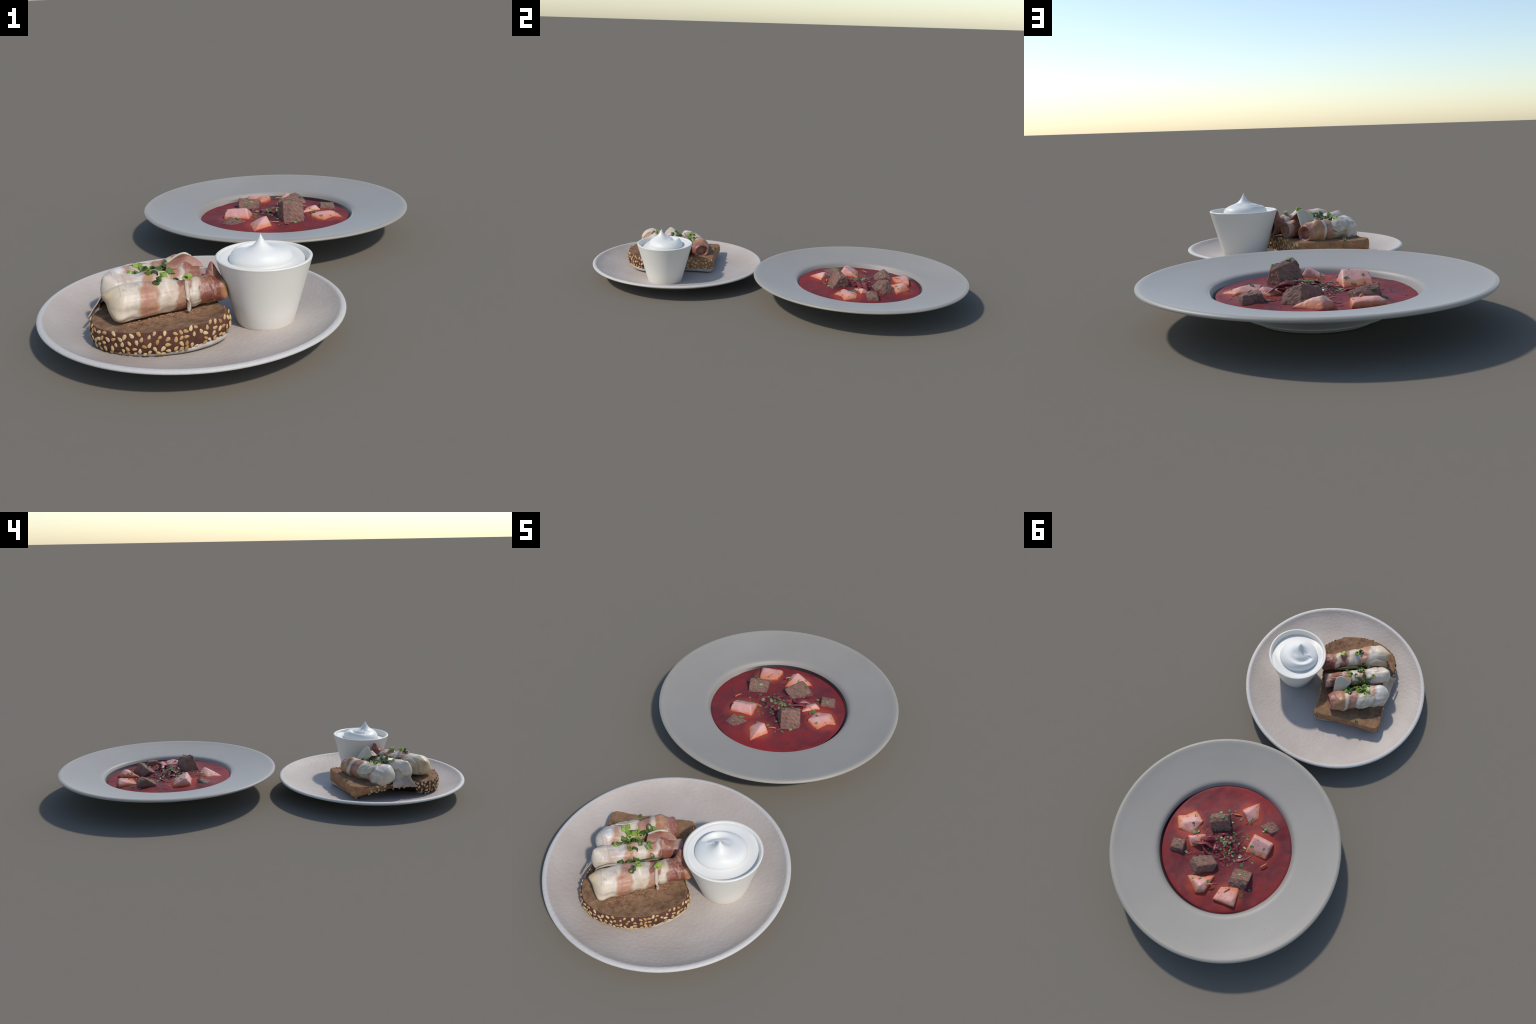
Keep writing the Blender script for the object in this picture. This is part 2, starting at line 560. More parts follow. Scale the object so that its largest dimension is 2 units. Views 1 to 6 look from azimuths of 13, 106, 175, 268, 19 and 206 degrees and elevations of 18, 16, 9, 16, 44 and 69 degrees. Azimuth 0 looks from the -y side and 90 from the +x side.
# the two big bright folds that lie between potato and beef
shreds.append(ribbon("beet_shred", [(.150, .522, .100), (.118, .510, .113), (.085, .495, .114), (.055, .500, .106)], .022, .006, m_beet, soup, 50, .5))
shreds.append(ribbon("beet_shred", [(.125, .492, .100), (.095, .475, .114), (.060, .455, .114), (.030, .452, .107)], .024, .006, m_beet, soup, 53, -.4))
shreds.append(ribbon("beet_shred", [(.06, .535, .096), (.085, .52, .104), (.105, .50, .108), (.115, .47, .100)], .013, .005, m_beet, soup, 57, .3))
for i in range(26):
    a0, rr = r2.uniform(0, 6.28), r2.uniform(.07, .20)
    cx, cy = .01 + rr * math.cos(a0), .455 + rr * math.sin(a0)
    d, L, bend = r2.uniform(0, 3.14), r2.uniform(.015, .04), r2.uniform(-1.5, 1.5)
    sp = []
    for t in (-.5, -.17, .17, .5):
        x, y = cx + L * t * math.cos(d + bend * t), cy + L * t * math.sin(d + bend * t)
        sp.append((x, y, broth_z(x, y) + .0002))
    shreds.append(ribbon("beet_shred", sp, r2.uniform(.005, .010), r2.uniform(.002, .0035), m_beet, soup, 70 + i))
m_car = mat_carrot()
for p, d in [((-.105, .638, .106), 1.2), ((.03, .300, .098), .3), ((-.195, .455, .094), 1.0), ((-.02, .655, .106), .6)]:
    sp = [(p[0] + q * .018 * math.cos(d), p[1] + q * .018 * math.sin(d), p[2] - abs(q) * .003) for q in (-1, -.3, .3, 1)]
    ribbon("carrot_shred", sp, .007, .004, m_car, soup, 3)

# ---- herb flakes: small torn leaf pieces lying on whatever is below
def flake_mesh(name, mat, n, seed):
    q = random.Random(seed)
    top, bot, faces = [], [], []
    asp = q.uniform(.45, .95)
    for i in range(n):
        a = 2 * math.pi * i / n
        r = q.uniform(.32, .55)
        top.append((r * math.cos(a), asp * r * math.sin(a), .10 * math.cos(a) ** 2 + q.uniform(-.03, .06)))
    bot = [(x, y, z - .09) for x, y, z in top]
    faces.append(tuple(range(n)))
    faces.append(tuple(range(2 * n - 1, n - 1, -1)))
    for i in range(n):
        j = (i + 1) % n
        faces.append((i, i + n, j + n, j))
    me = bpy.data.meshes.new(name)
    me.from_pydata(top + bot, [], faces)
    me.materials.append(mat)
    return me

m_herb = mat_chive("parsley", (.065, .115, .03), (.20, .29, .10))
m_herb_dark = mat_chive("dill_speck", (.03, .055, .02), (.07, .12, .045))
flakes = [flake_mesh("herb_flake", m_herb, 5 + i % 4, 60 + i) for i in range(7)]
specks = [flake_mesh("herb_speck", m_herb_dark, 5 + i % 3, 90 + i) for i in range(5)]
tree = bvh_of([broth] + solids + shreds)

def drop(tree, x, y, lift=.0008):
    loc, nrm, _, _ = tree.ray_cast(Vector((x, y, .4)), Vector((0, 0, -1)))
    if loc is None:
        return None, None
    if nrm.z < 0:
        nrm = -nrm
    return loc + nrm * lift, nrm

def lay(mesh, name, x, y, size, parent, q, tree, lift=.0008):
    loc, nrm = drop(tree, x, y, lift)
    if loc is None:
        return
    rot = Vector((0, 0, 1)).rotation_difference(nrm).to_matrix().to_4x4()
    mw = Matrix.Translation(loc) @ rot @ Matrix.Rotation(q.uniform(0, 6.28), 4, "Z") @ Matrix.Rotation(q.gauss(0, .2), 4, "X") @ Matrix.Scale(size, 4)
    add(name, mesh, None, parent, mw)

q = random.Random(23)
big = [(-.019, .455), (-.038, .471), (-.062, .501), (.038, .439), (.009, .448), (-.005, .401), (-.106, .503), (-.075, .424), (-.078, .471),
       (-.041, .301), (.005, .312), (-.105, .405), (-.123, .424), (-.118, .313), (-.12, .3), (.086, .559), (.153, .572), (.203, .541),
       (.117, .391), (.106, .327), (.077, .301), (.06, .665), (.03, .653), (-.009, .646), (-.192, .587), (-.173, .625), (-.045, .485),
       (.02, .42), (-.12, .55), (-.14, .535), (.19, .44), (.2, .40), (.165, .47), (-.15, .585), (.06, .57), (.085, .595), (.07, .36), (-.16, .39), (-.01, .39), (.15, .46)]
for x, y in big:
    lay(q.choice(flakes), "herb_flake", x, y, q.uniform(.015, .026), soup, q, tree, .0012)
for i in range(64):   # more fine pieces, gathered near the middle and at the chunk feet
    a, rr = q.uniform(0, 6.28), abs(q.gauss(0, .09))
    lay(q.choice(flakes), "herb_flake", .01 + rr * math.cos(a), .46 + rr * math.sin(a), q.uniform(.008, .017), soup, q, tree, .0010)
for i in range(120):
    a, rr = q.uniform(0, 6.28), .29 * math.sqrt(q.random())
    lay(q.choice(specks), "herb_speck", SPX + rr * math.cos(a), SPY + rr * math.sin(a), q.uniform(.0035, .008), soup, q, tree, .0006)

# ------------------------------------------------------------------ side plate
sp_profile = [(0, .0335), (.20, .034), (.27, .0370), (.325, .0430), (.36, .0505), (.39, .0592), (.412, .0675), (.426, .0748), (.4345, .0800), (.4405, .0825), (.4470, .0824),
              (.4520, .0800), (.4543, .0765), (.4528, .0725), (.445, .0690), (.41, .0545), (.36, .0370), (.30, .0225), (.265, .0155), (.2575, .010),
              (.255, .003), (.250, 0.0), (.242, .001), (.237, .010), (.20, .013), (0, .013)]
prof = [sp_profile[0]] + catmull(sp_profile[1:-1], 4) + [sp_profile[-1]]
v, f = lathe(prof, (0, 0), 256)
side = mesh_obj("side_plate", v, f, None)
side.location = (PLX, PLY, 0)
def _side_mat():
    global PLX, PLY
    a, b = PLX, PLY
    PLX = PLY = 0.0
    m = mat_side_plate()
    PLX, PLY = a, b
    return m
side.data.materials.append(_side_mat())
side["label"] = "round beige stoneware coupe plate with pale raised edge"
side["category"] = "plate"

# ------------------------------------------------------------------ cup of sour cream
CREAM_R = .1300
cup = thing("sour_cream_cup", (CUX, CUY, .034), "small white tapered porcelain cup filled with whipped sour cream", "cup")
cp = [(0, .0365), (.076, .0365), (.0825, .0375), (.0865, .0425), (.1135, .139), (.1385, .2275), (.1402, .2335), (.1390, .2372), (.1355, .2382),
      (.1318, .2368), (.1290, .2320), (.120, .205), (.10, .14), (.075, .06), (0, .055)]
prof = [cp[0]] + catmull(cp[1:-1], 4) + [cp[-1]]
v, f = lathe(prof, (CUX, CUY), 160)
mesh_obj("porcelain_cup", v, f, mat_cup(), parent=cup)

PKX, PKY = .156, -.549     # tip of the swirl
DMX, DMY = .152, -.527     # centre of the dollop
def cream_z(x, y):
    rx, ry = x - CUX, y - CUY
    r = math.hypot(rx, ry)
    a = math.atan2(ry, rx)
    low = .5 + .5 * math.cos(a - math.radians(-42))
    z = .2225 - .010 * sstep(.35, 1, low) * sstep(.07, .125, r)
    z += .0095 * sstep(.102, .128, r) * (1 - sstep(.35, .8, low))
    dx, dy = x - DMX, y - DMY
    d = math.hypot(dx, dy)
    th = math.atan2(dy, dx)
    R = .092 * (1 + .05 * math.sin(th * 2 + .6))
    rho = d / R
    if rho < 1:
        z += .034 * (1 - rho ** 7) ** .7
    pd = math.hypot(x - PKX, y - PKY)
    z += .0515 * math.exp(-(pd / .0195) ** 1.0) * (1 - sstep(.05, .09, pd))
    # spoon swirl: a crescent groove and its lip round the back left of the tip
    pth = math.atan2(y + .535, x - .148)
    w = math.exp(-((math.atan2(math.sin(pth - 2.2), math.cos(pth - 2.2))) / .85) ** 2)
    g = math.hypot(x - .148, y + .535)
    sp = .050 + .010 * (pth - 2.2) * .4
    z -= w * .0135 * math.exp(-((g - sp) / .012) ** 2)
    z += w * .0050 * math.exp(-((g - sp - .022) / .009) ** 2)
    w2 = math.exp(-((math.atan2(math.sin(pth - .9), math.cos(pth - .9))) / .6) ** 2)
    z -= w2 * .004 * math.exp(-((g - .03) / .010) ** 2)
    return z
NA, NR = 200, 100
CR = .1300
verts, faces = [(CUX, CUY, cream_z(CUX, CUY))], []
for j in range(1, NR + 1):
    for i in range(NA):
        a = 2 * math.pi * i / NA
        r = CR * j / NR
        verts.append((CUX + r * math.cos(a), CUY + r * math.sin(a), 0))
        x, y, _ = verts[-1]
        rr = min(r, CR)
        z = cream_z(x, y)
        shrink = min(1, (.1290 - (.232 - min(z, .232)) * .333) / CR)
        verts[-1] = (CUX + r * shrink * math.cos(a), CUY + r * shrink * math.sin(a), z)
for i in range(NA):
    k = (i + 1) % NA
    faces.append((0, 1 + i, 1 + k))
    for j in range(NR - 1):
        b = 1 + j * NA
        faces.append((b + i, b + NA + i, b + NA + k, b + k))
last = 1 + (NR - 1) * NA
base = len(verts)
for i in range(NA):
    a = 2 * math.pi * i / NA
    verts.append((CUX + .112 * math.cos(a), CUY + .112 * math.sin(a), .185))
for i in range(NA):
    k = (i + 1) % NA
    faces.append((last + i, base + i, base + k, last + k))
faces.append(tuple(reversed([base + i for i in range(NA)])))
mesh_obj("sour_cream", verts, faces, mat_cream(), parent=cup)

# ------------------------------------------------------------------ open sandwich
sand = thing("ham_sandwich", (-.13, -.62, .034), "seeded rye slice topped with three ham rolls and chives", "sandwich")
OUT = [(.089, -.690), (.076, -.728), (.050, -.765), (.010, -.803), (-.040, -.831), (-.092, -.848), (-.145, -.854), (-.195, -.849), (-.242, -.828), (-.274, -.792),
       (-.290, -.748), (-.292, -.690), (-.304, -.640), (-.315, -.590), (-.328, -.530), (-.343, -.475), (-.352, -.438), (-.345, -.414), (-.322, -.404), (-.250, -.392),
       (-.170, -.376), (-.125, -.364), (-.080, -.350), (-.047, -.348), (-.032, -.364), (-.030, -.395), (-.018, -.440), (-.002, -.490), (.022, -.560), (.040, -.605), (.062, -.632), (.082, -.656)]
OUT = OUT[::-1]   # counter-clockwise
outline = catmull(OUT, 8, True)
NO = len(outline)
def out_normal(i):
    a, b = outline[i - 2], outline[(i + 2) % NO]
    d = Vector((b[0] - a[0], b[1] - a[1])).normalized()
    return Vector((d.y, -d.x))
area = sum(outline[i][0] * outline[(i + 1) % NO][1] - outline[(i + 1) % NO][0] * outline[i][1] for i in range(NO))
SGN = 1 if area > 0 else -1
ONRM = [out_normal(i) * SGN for i in range(NO)]
def bread_top(x, y):
    z = .1125 + .030 * (x + .13)
    z += .006 * sstep(-.30, -.35, x) * sstep(-.50, -.42, y)
    z += .0016 * nz((x, y, 0), 38, 1) + .0011 * nz((x, y, 0), 90, 4)
    z -= .016 * math.exp(-(((x - .020) / .055) ** 2 + ((y + .680) / .055) ** 2))   # dent by the cup
    # crumb sinks a little under the rolls
    z -= .004 * math.exp(-(((x + .13) / .12) ** 2 + ((y + .60) / .15) ** 2))
    return z
def waist(x, y):
    rise = min(1, max(0, (-.42 - y) / .17))
    return sstep(-.20, -.285, x) * rise * sstep(-.765, -.700, y)
def bread_bottom(x, y):
    z = .0455 + .010 * sstep(-.60, -.40, y) * sstep(-.15, -.30, x) + .010 * sstep(-.05, .07, x)
    z += .036 * waist(x, y)   # lifted, undercut waist
    return z
LEV = [(0, -.016), (.06, -.007), (.16, -.002), (.32, .0015), (.5, .003), (.68, .0025), (.82, .001), (.92, -.0005), (.975, -.002), (1.0, -.0045)]
LV = []
for (a, b), (c, d) in zip(LEV, LEV[1:]):
    LV += [(a, b), ((a + c) / 2, (b + d) / 2)]
LV.append(LEV[-1])
def wall(i, h, off):
    n = ONRM[i]
    x, y = outline[i]
    zb, zt = bread_bottom(x, y), bread_top(x, y)
    z = zb + h * (zt - zb)
    d = off + .0022 * nz((x, y, z), 26, 6) + .0010 * nz((x, y, z), 80, 2)
    return Vector((x + n.x * d, y + n.y * d, z))
verts, faces = [], []
for h, off in LV:
    for i in range(NO):
        verts.append(wall(i, h, off))
NL = len(LV)
for j in range(NL - 1):
    for i in range(NO):
        k = (i + 1) % NO
        faces.append((j * NO + i, j * NO + k, j * NO + NO + k, j * NO + NO + i))
faces.append(tuple(reversed(range(NO))))
crust = mesh_obj("bread_crust", verts, faces, mat_crust(), parent=sand)
# crumb: rings shrinking to the slice's middle
cx, cy = -.125, -.60
rings = 60
verts2, faces2 = [tuple(verts[(NL - 1) * NO + i]) for i in range(NO)], []
for j in range(1, rings):
    t = 1 - j / rings
    for i in range(NO):
        p = verts2[i]
        x, y = cx + (p[0] - cx) * t, cy + (p[1] - cy) * t
        zt = bread_top(x, y)
        verts2.append((x, y, p[2] + (zt - p[2]) * sstep(0, .08, 1 - t) if j < 6 else zt))
verts2.append((cx, cy, bread_top(cx, cy)))
for j in range(rings - 1):
    for i in range(NO):
        k = (i + 1) % NO
        faces2.append((j * NO + i, j * NO + k, j * NO + NO + k, j * NO + NO + i))
for i in range(NO):
    faces2.append(((rings - 1) * NO + i, (rings - 1) * NO + (i + 1) % NO, len(verts2) - 1))
crumb = mesh_obj("bread_crumb", verts2, faces2, mat_crumb(), parent=sand)
# off-white base slab peeping out under the crust
verts3, faces3 = [], []
fl = [(.0345, -.040), (.0360, -.026), (.041, -.013), (.047, -.0085), (.054, -.0085), (.060, -.02)]
for z, off in fl:
    for i in range(NO):
        x, y = outline[i]
        o = off + .010 * sstep(-.20, .0, x) * sstep(-.50, -.40, y) + .005 * sstep(-.05, .06, x) - .014 * sstep(-.15, -.30, x) - .09 * waist(x, y)
        lift = .2 * (bread_bottom(x, y) - .0455)
        verts3.append((x + ONRM[i].x * o, y + ONRM[i].y * o, z + lift))
for j in range(len(fl) - 1):
    for i in range(NO):
        k = (i + 1) % NO
        faces3.append((j * NO + i, j * NO + k, j * NO + NO + k, j * NO + NO + i))
faces3.append(tuple(reversed(range(NO))))
faces3.append(tuple((len(fl) - 1) * NO + i for i in range(NO)))
mesh_obj("pale_base", verts3, faces3, mat_underside(), parent=sand)

# ---- sesame seeds pressed into the crust
bm = bmesh.new()
bmesh.ops.create_uvsphere(bm, u_segments=14, v_segments=9, radius=1)
for p in bm.verts:
    t = p.co.x
    w = .60 * (1 - .30 * t)
    p.co.y *= w
    p.co.z *= .28
seed_me = bpy.data.meshes.new("sesame_seed")
bm.to_mesh(seed_me)
bm.free()
for p in seed_me.polygons:
    p.use_smooth = True
seed_me.materials.append(mat_seed())
q = random.Random(77)
placed = []
tries = 0
def seed_density(x, y):
    if x < -.27 and y > -.60:          # back left side: a patch near the middle
        return .6 if -.57 < y < -.49 else .0
    if x > -.05 and y > -.60:          # back right side
        return .9 if -.50 < y < -.40 else .15
    if y > -.42:
        return 0
    d = 1.0
    if .005 < x < .045 and y < -.70:   # bare patch on the front right
        d = .12
    if x > .03 and y > -.66:
        d = .1
    if x < -.27 and y > -.72:
        d = .2
    return d
while len(placed) < 300 and tries < 9000:
    tries += 1
    i = q.randrange(NO)
    h = q.uniform(.07, .97)
    x, y = outline[i]
    if q.random() > seed_density(x, y):
        continue
    off = 0
    for (a, b), (c, d) in zip(LEV, LEV[1:]):
        if a <= h <= c:
            off = b + (d - b) * (h - a) / (c - a)
    p = wall(i, h, off)
    if any((p - o).length < .0142 for o in placed):
        continue
    placed.append(p)
    n = Vector((ONRM[i].x, ONRM[i].y, (h - .55) * .35)).normalized()
    rot = Vector((0, 0, 1)).rotation_difference(n).to_matrix().to_4x4()
    s = q.uniform(.0070, .0090)
    mw = Matrix.Translation(p + n * .0006) @ rot @ Matrix.Rotation(q.uniform(0, 6.28), 4, "Z") @ Matrix.Rotation(q.gauss(0, .12), 4, "Y") @ Matrix.Scale(s, 4)
    add("sesame_seed", seed_me, None, sand, mw)

# ---- ham rolls
def roll(name, A, B, zc, ry, rz, bands, seed, pulls=(), left=.10, taper=None, folds=(), seam=0.0, cavity=True, sag=.0):
    A, B = Vector((A[0], A[1], zc[0])), Vector((B[0], B[1], zc[1]))
    L = (B - A).length
    ex = (B - A).normalized()
    ey = Vector((0, 0, 1)).cross(ex).normalized()
    ez = ex.cross(ey)
    mw = Matrix((ex, ey, ez)).transposed().to_4x4()
    mw.translation = A
    inv = mw.inverted()
    NT, NTH = 130, 110
    rows = []
    for j in range(NT + 1):
        t = j / NT
        x = t
        s = 1.0
        if t < left:
            u = t / left
            s = math.sqrt(max(0, 1 - (1 - u) ** 2)) if j else 0
        if t > .97:
            s *= 1 - .08 * ((t - .97) / .03) ** 2
        rows.append((x * L, s, t))
    if cavity:
        for k, (s, dx) in enumerate([(.84, .002), (.74, .000), (.66, -.004), (.60, -.010), (.54, -.018), (.46, -.024), (.30, -.027), (.0, -.028)]):
            rows.append((L + dx, s, 1.0))
    else:
        for s, dx in [(.80, .004), (.6, .006), (.3, .007), (0, .007)]:
            rows.append((L + dx, s, 1.0))
    verts, faces = [], []
    for x, s, t in rows:
        tp = 1.0
        if taper:
            for (a, va), (b, vb) in zip(taper, taper[1:]):
                if a <= t <= b:
                    tp = va + (vb - va) * sstep(a, b, t)
        for k in range(NTH):
            th = 2 * math.pi * k / NTH
            c, sn = math.cos(th), math.sin(th)
            ph = ((th + seam + 1.3 * t) / (2 * math.pi)) % 1.0
            r = 1 + .055 * (ph - .5) * sstep(.02, .10, ph)
            for ft, fd, fw, fsl in folds:
                u = t + fsl * c * .1 - ft + .015 * nz((c, sn, t), 2, seed)
                r += fd * (sstep(-fw, fw * .25, u) - sstep(fw * .25, fw * 2.4, u))
            r += .12 * nz((t * 5, c * .9, sn * .9), 1.0, seed) + .060 * nz((t * 13, c * 1.5, sn * 1.5), 1.0, seed + 4)
            r += .030 * nz((t * 9, c * 4.5, sn * 4.5), 1.0, seed + 7)
            # gathered pleats at the fat end
            r += .05 * sstep(.30, .02, t) * math.sin(th * 11 + 5 * nz((c, sn, t * 4), 1.5, seed)) * sstep(.5, -.4, sn)
            y = ry * tp * s * r * c
            z = rz * tp * s * r * sn
            if z < -rz * .80:
                z = -rz * .80 + (z + rz * .80) * .3
            z -= sag * math.sin(math.pi * t)
            verts.append(mw @ Vector((x, y, z)))
    for p in range(len(verts)):
        w = verts[p].copy()
        for pt, vec, sg in pulls:
            d2 = (w - Vector(pt)).length_squared / (sg * sg)
            if d2 < 12:
                verts[p] = verts[p] + Vector(vec) * math.exp(-d2)
    verts = [inv @ p for p in verts]
    n = len(rows)
    for j in range(n - 1):
        for k in range(NTH):
            l = (k + 1) % NTH
            faces.append((j * NTH + k, j * NTH + NTH + k, j * NTH + NTH + l, j * NTH + l))
    faces = [g[::-1] for g in faces]
    ob = mesh_obj(name, verts, faces, mat_ham("cured_" + name + "_%d" % seed, bands, L, seed), parent=sand, matrix=mw)
    ob["mw"] = [c for row in mw for c in row]
    bm = bmesh.new()
    bm.from_mesh(ob.data)
    bmesh.ops.remove_doubles(bm, verts=bm.verts, dist=1e-5)
    bmesh.ops.recalc_face_normals(bm, faces=bm.faces)
    bm.to_mesh(ob.data)
    bm.free()
    return ob

roll_a = roll("ham_roll", (-.222, -.786), (.046, -.586), (.158, .153), .046, .044,
    [(.0, YEL), (.14, (.66, .55, .42)), (.27, FAT), (.31, TAN), (.36, PINK), (.43, TAN), (.46, FAT), (.585, FAT), (.61, HAM), (.72, HAM), (.745, FAT), (.80, FAT), (.82, HAM), (.90, DEEP), (.97, DEEP), (1.0, AMBER)],
    3, pulls=[((-.215, -.765, .185), (-.020, -.012, .000), .020), ((-.170, -.800, .125), (-.006, -.014, -.003), .032), ((-.050, -.655, .200), (.0, .0, -.008), .020), ((-.125, -.70, .21), (0, 0, -.006), .016), ((-.06, -.70, .15), (.006, -.008, 0), .022), ((.018, -.575, .190), (-.006, .004, .040), .0155), ((.010, -.585, .185), (.0, .0, .007), .025),
              ((.044, -.606, .140), (.020, -.004, -.001), .018), ((-.034, -.656, .195), (.0, .0, .012), .014), ((-.088, -.694, .195), (0, 0, .016), .018)],
    left=.13, taper=[(0, 1.08), (.24, 1.17), (.52, .97), (.75, .88), (1, .84)], folds=[(.46, .05, .03, .3), (.74, .09, .03, -.5), (.84, .04, .02, .2)], seam=.4)
roll_b = roll("ham_roll", (-.283, -.690), (-.012, -.508), (.156, .148), .040, .043,
    [(.0, FAT), (.10, FAT), (.36, (.70, .63, .58)), (.40, TAN), (.47, TAN), (.50, FAT), (.60, FAT), (.63, TAN), (.69, PINK), (.74, FAT), (.77, HAM), (.90, HAM), (.94, (.50, .32, .25)), (1.0, HAM)],
    8, pulls=[((-.262, -.672, .188), (-.008, -.006, .010), .018), ((-.215, -.66, .14), (.006, -.010, -.004), .024), ((-.19, -.625, .20), (0, 0, -.009), .018), ((-.03, -.52, .19), (0, 0, -.010), .018), ((-.076, -.540, .190), (.0, .0, .020), .022), ((-.16, -.58, .195), (0, 0, .008), .03)],
    left=.12, taper=[(0, .98), (.3, 1.06), (.55, .90), (1, .86)], folds=[(.18, .06, .03, .6), (.48, .05, .03, -.4), (.75, .06, .03, .3)], seam=2.2)
roll_c = roll("ham_roll", (-.318, -.604), (-.082, -.418), (.141, .140), .047, .043,
    [(.0, FAT), (.20, (.72, .66, .60)), (.27, TAN), (.31, (.50, .36, .26)), (.36, FAT), (.50, FAT), (.54, TAN), (.60, PINK), (.66, HAM), (.69, FAT), (.73, FAT), (.75, AMBER), (.87, AMBER), (.90, PINK), (1.0, HAM)],
    15, pulls=[((-.305, -.555, .105), (-.014, .008, -.010), .022), ((-.27, -.525, .11), (-.004, .012, -.006), .022), ((-.20, -.52, .185), (0, 0, -.010), .020), ((-.140, -.440, .175), (0, .006, .010), .026), ((-.12, -.43, .12), (.0, .008, 0), .018), ((-.275, -.60, .18), (0, 0, .006), .03)],
    left=.17, taper=[(0, 1.0), (.2, 1.06), (.5, 1.0), (.78, 1.10), (1, .86)], folds=[(.30, .07, .03, .8), (.55, .05, .03, -.6), (.86, .06, .02, .5)], seam=4.0)

# ---- loose sheets: thin patches lofted through rows of points
def sheet(name, rows, mat, thick=.0035, sub=8, wob=.0012, seed=0, round_=.9):
    R = [catmull(r, sub) for r in rows]
    cols = list(zip(*R))
    C = [catmull(list(c), sub) for c in cols]
    n, k = len(C), len(C[0])
    verts = []
    for c in C:
        for p in c:
            verts.append(Vector(p) + Vector((nz(p, 45, seed), nz(p, 45, seed + 3), nz(p, 45, seed + 6))) * wob)
    faces = [(i * k + j, i * k + j + 1, i * k + k + j + 1, i * k + k + j) for i in range(n - 1) for j in range(k - 1)]
    ob = mesh_obj(name, verts, faces, mat, parent=sand)
    md = ob.modifiers.new("t", "SOLIDIFY")
    md.thickness = thick
    md.offset = 0
    md = ob.modifiers.new("u", "SUBSURF")
    md.levels = 1
    md.render_levels = 1
    me = evaluated(ob)
    if not me.materials:
        me.materials.append(mat)
    for p in me.polygons:
        p.use_smooth = True
    return ob

m_slice = mat_fat("pale_fat_slice", (.54, .47, .33), (.63, .56, .42))
m_slice2 = mat_fat("translucent_fat", (.40, .30, .19), (.56, .45, .32))
m_slice3 = mat_fat("white_fat", (.46, .36, .25), (.66, .58, .47))
# upright slice behind the middle roll
sheet("fat_slice", [[(-.080, -.462, .150), (-.092, -.468, .152), (-.106, -.478, .158), (-.118, -.492, .165)],
                    [(-.071, -.482, .184), (-.088, -.492, .184), (-.110, -.504, .184), (-.130, -.518, .182)],
                    [(-.064, -.508, .214), (-.082, -.514, .218), (-.108, -.521, .212), (-.136, -.534, .198)],
                    [(-.068, -.514, .222), (-.080, -.525, .231), (-.102, -.530, .224), (-.130, -.538, .204)]], m_slice, .006, seed=1)
sheet("ham_flap", [[(-.028, -.512, .186), (-.060, -.530, .190), (-.100, -.552, .190), (-.125, -.566, .188)],
                   [(-.040, -.508, .200), (-.068, -.524, .204), (-.100, -.540, .202), (-.128, -.556, .194)],
                   [(-.060, -.510, .214), (-.076, -.522, .218), (-.104, -.528, .210), (-.132, -.542, .197)],
                   [(-.067, -.516, .220), (-.080, -.524, .226), (-.106, -.527, .215), (-.132, -.538, .197)]],
      mat_fat("lean_ham", (.24, .085, .06), (.46, .24, .16)), .004, seed=2)
# arched slice leaning on the back of the front roll
sheet("fat_slice", [[(-.150, -.672, .140), (-.152, -.674, .156), (-.155, -.678, .172)],
                    [(-.163, -.672, .165), (-.166, -.684, .180), (-.170, -.697, .190)],
                    [(-.183, -.684, .174), (-.186, -.698, .190), (-.189, -.714, .198)],
                    [(-.210, -.698, .172), (-.212, -.710, .184), (-.215, -.726, .190)],
                    [(-.224, -.706, .150), (-.230, -.718, .164), (-.237, -.736, .174)],
                    [(-.218, -.702, .126), (-.232, -.716, .128), (-.246, -.738, .134)]], m_slice2, .004, seed=4)
# rounded slice lying over the back roll
sheet("fat_slice", [[(-.196, -.468, .170), (-.214, -.496, .186), (-.232, -.516, .190), (-.254, -.528, .190)],
                    [(-.200, -.456, .158), (-.220, -.474, .172), (-.246, -.500, .180), (-.272, -.528, .184)],
                    [(-.212, -.452, .146), (-.232, -.464, .156), (-.256, -.490, .164), (-.281, -.521, .172)],
                    [(-.226, -.456, .136), (-.242, -.466, .138), (-.262, -.486, .144), (-.278, -.508, .155)]], m_slice3, .004, seed=7, wob=.006)
# ham hanging from the middle roll's left end over the edge of the bread
sheet("ham_drape", [[(-.262, -.660, .186), (-.268, -.645, .180), (-.272, -.627, .165), (-.276, -.612, .150)],
                    [(-.276, -.676, .172), (-.281, -.655, .160), (-.286, -.632, .146), (-.290, -.608, .134)],
                    [(-.281, -.690, .146), (-.286, -.665, .136), (-.292, -.636, .126), (-.298, -.606, .118)],
                    [(-.298, -.702, .118), (-.303, -.674, .114), (-.311, -.640, .112), (-.319, -.604, .112)],
                    [(-.313, -.722, .092), (-.311, -.694, .092), (-.316, -.650, .092), (-.324, -.604, .094)]],
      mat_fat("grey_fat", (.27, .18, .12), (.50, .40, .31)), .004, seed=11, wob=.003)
# drip of fat down the front roll
ribbon("fat_drip", [(-.036, -.658, .199), (-.029, -.678, .186), (-.022, -.692, .160), (-.021, -.691, .130), (-.022, -.690, .114)], .013, .006, m_slice3, sand, 31)

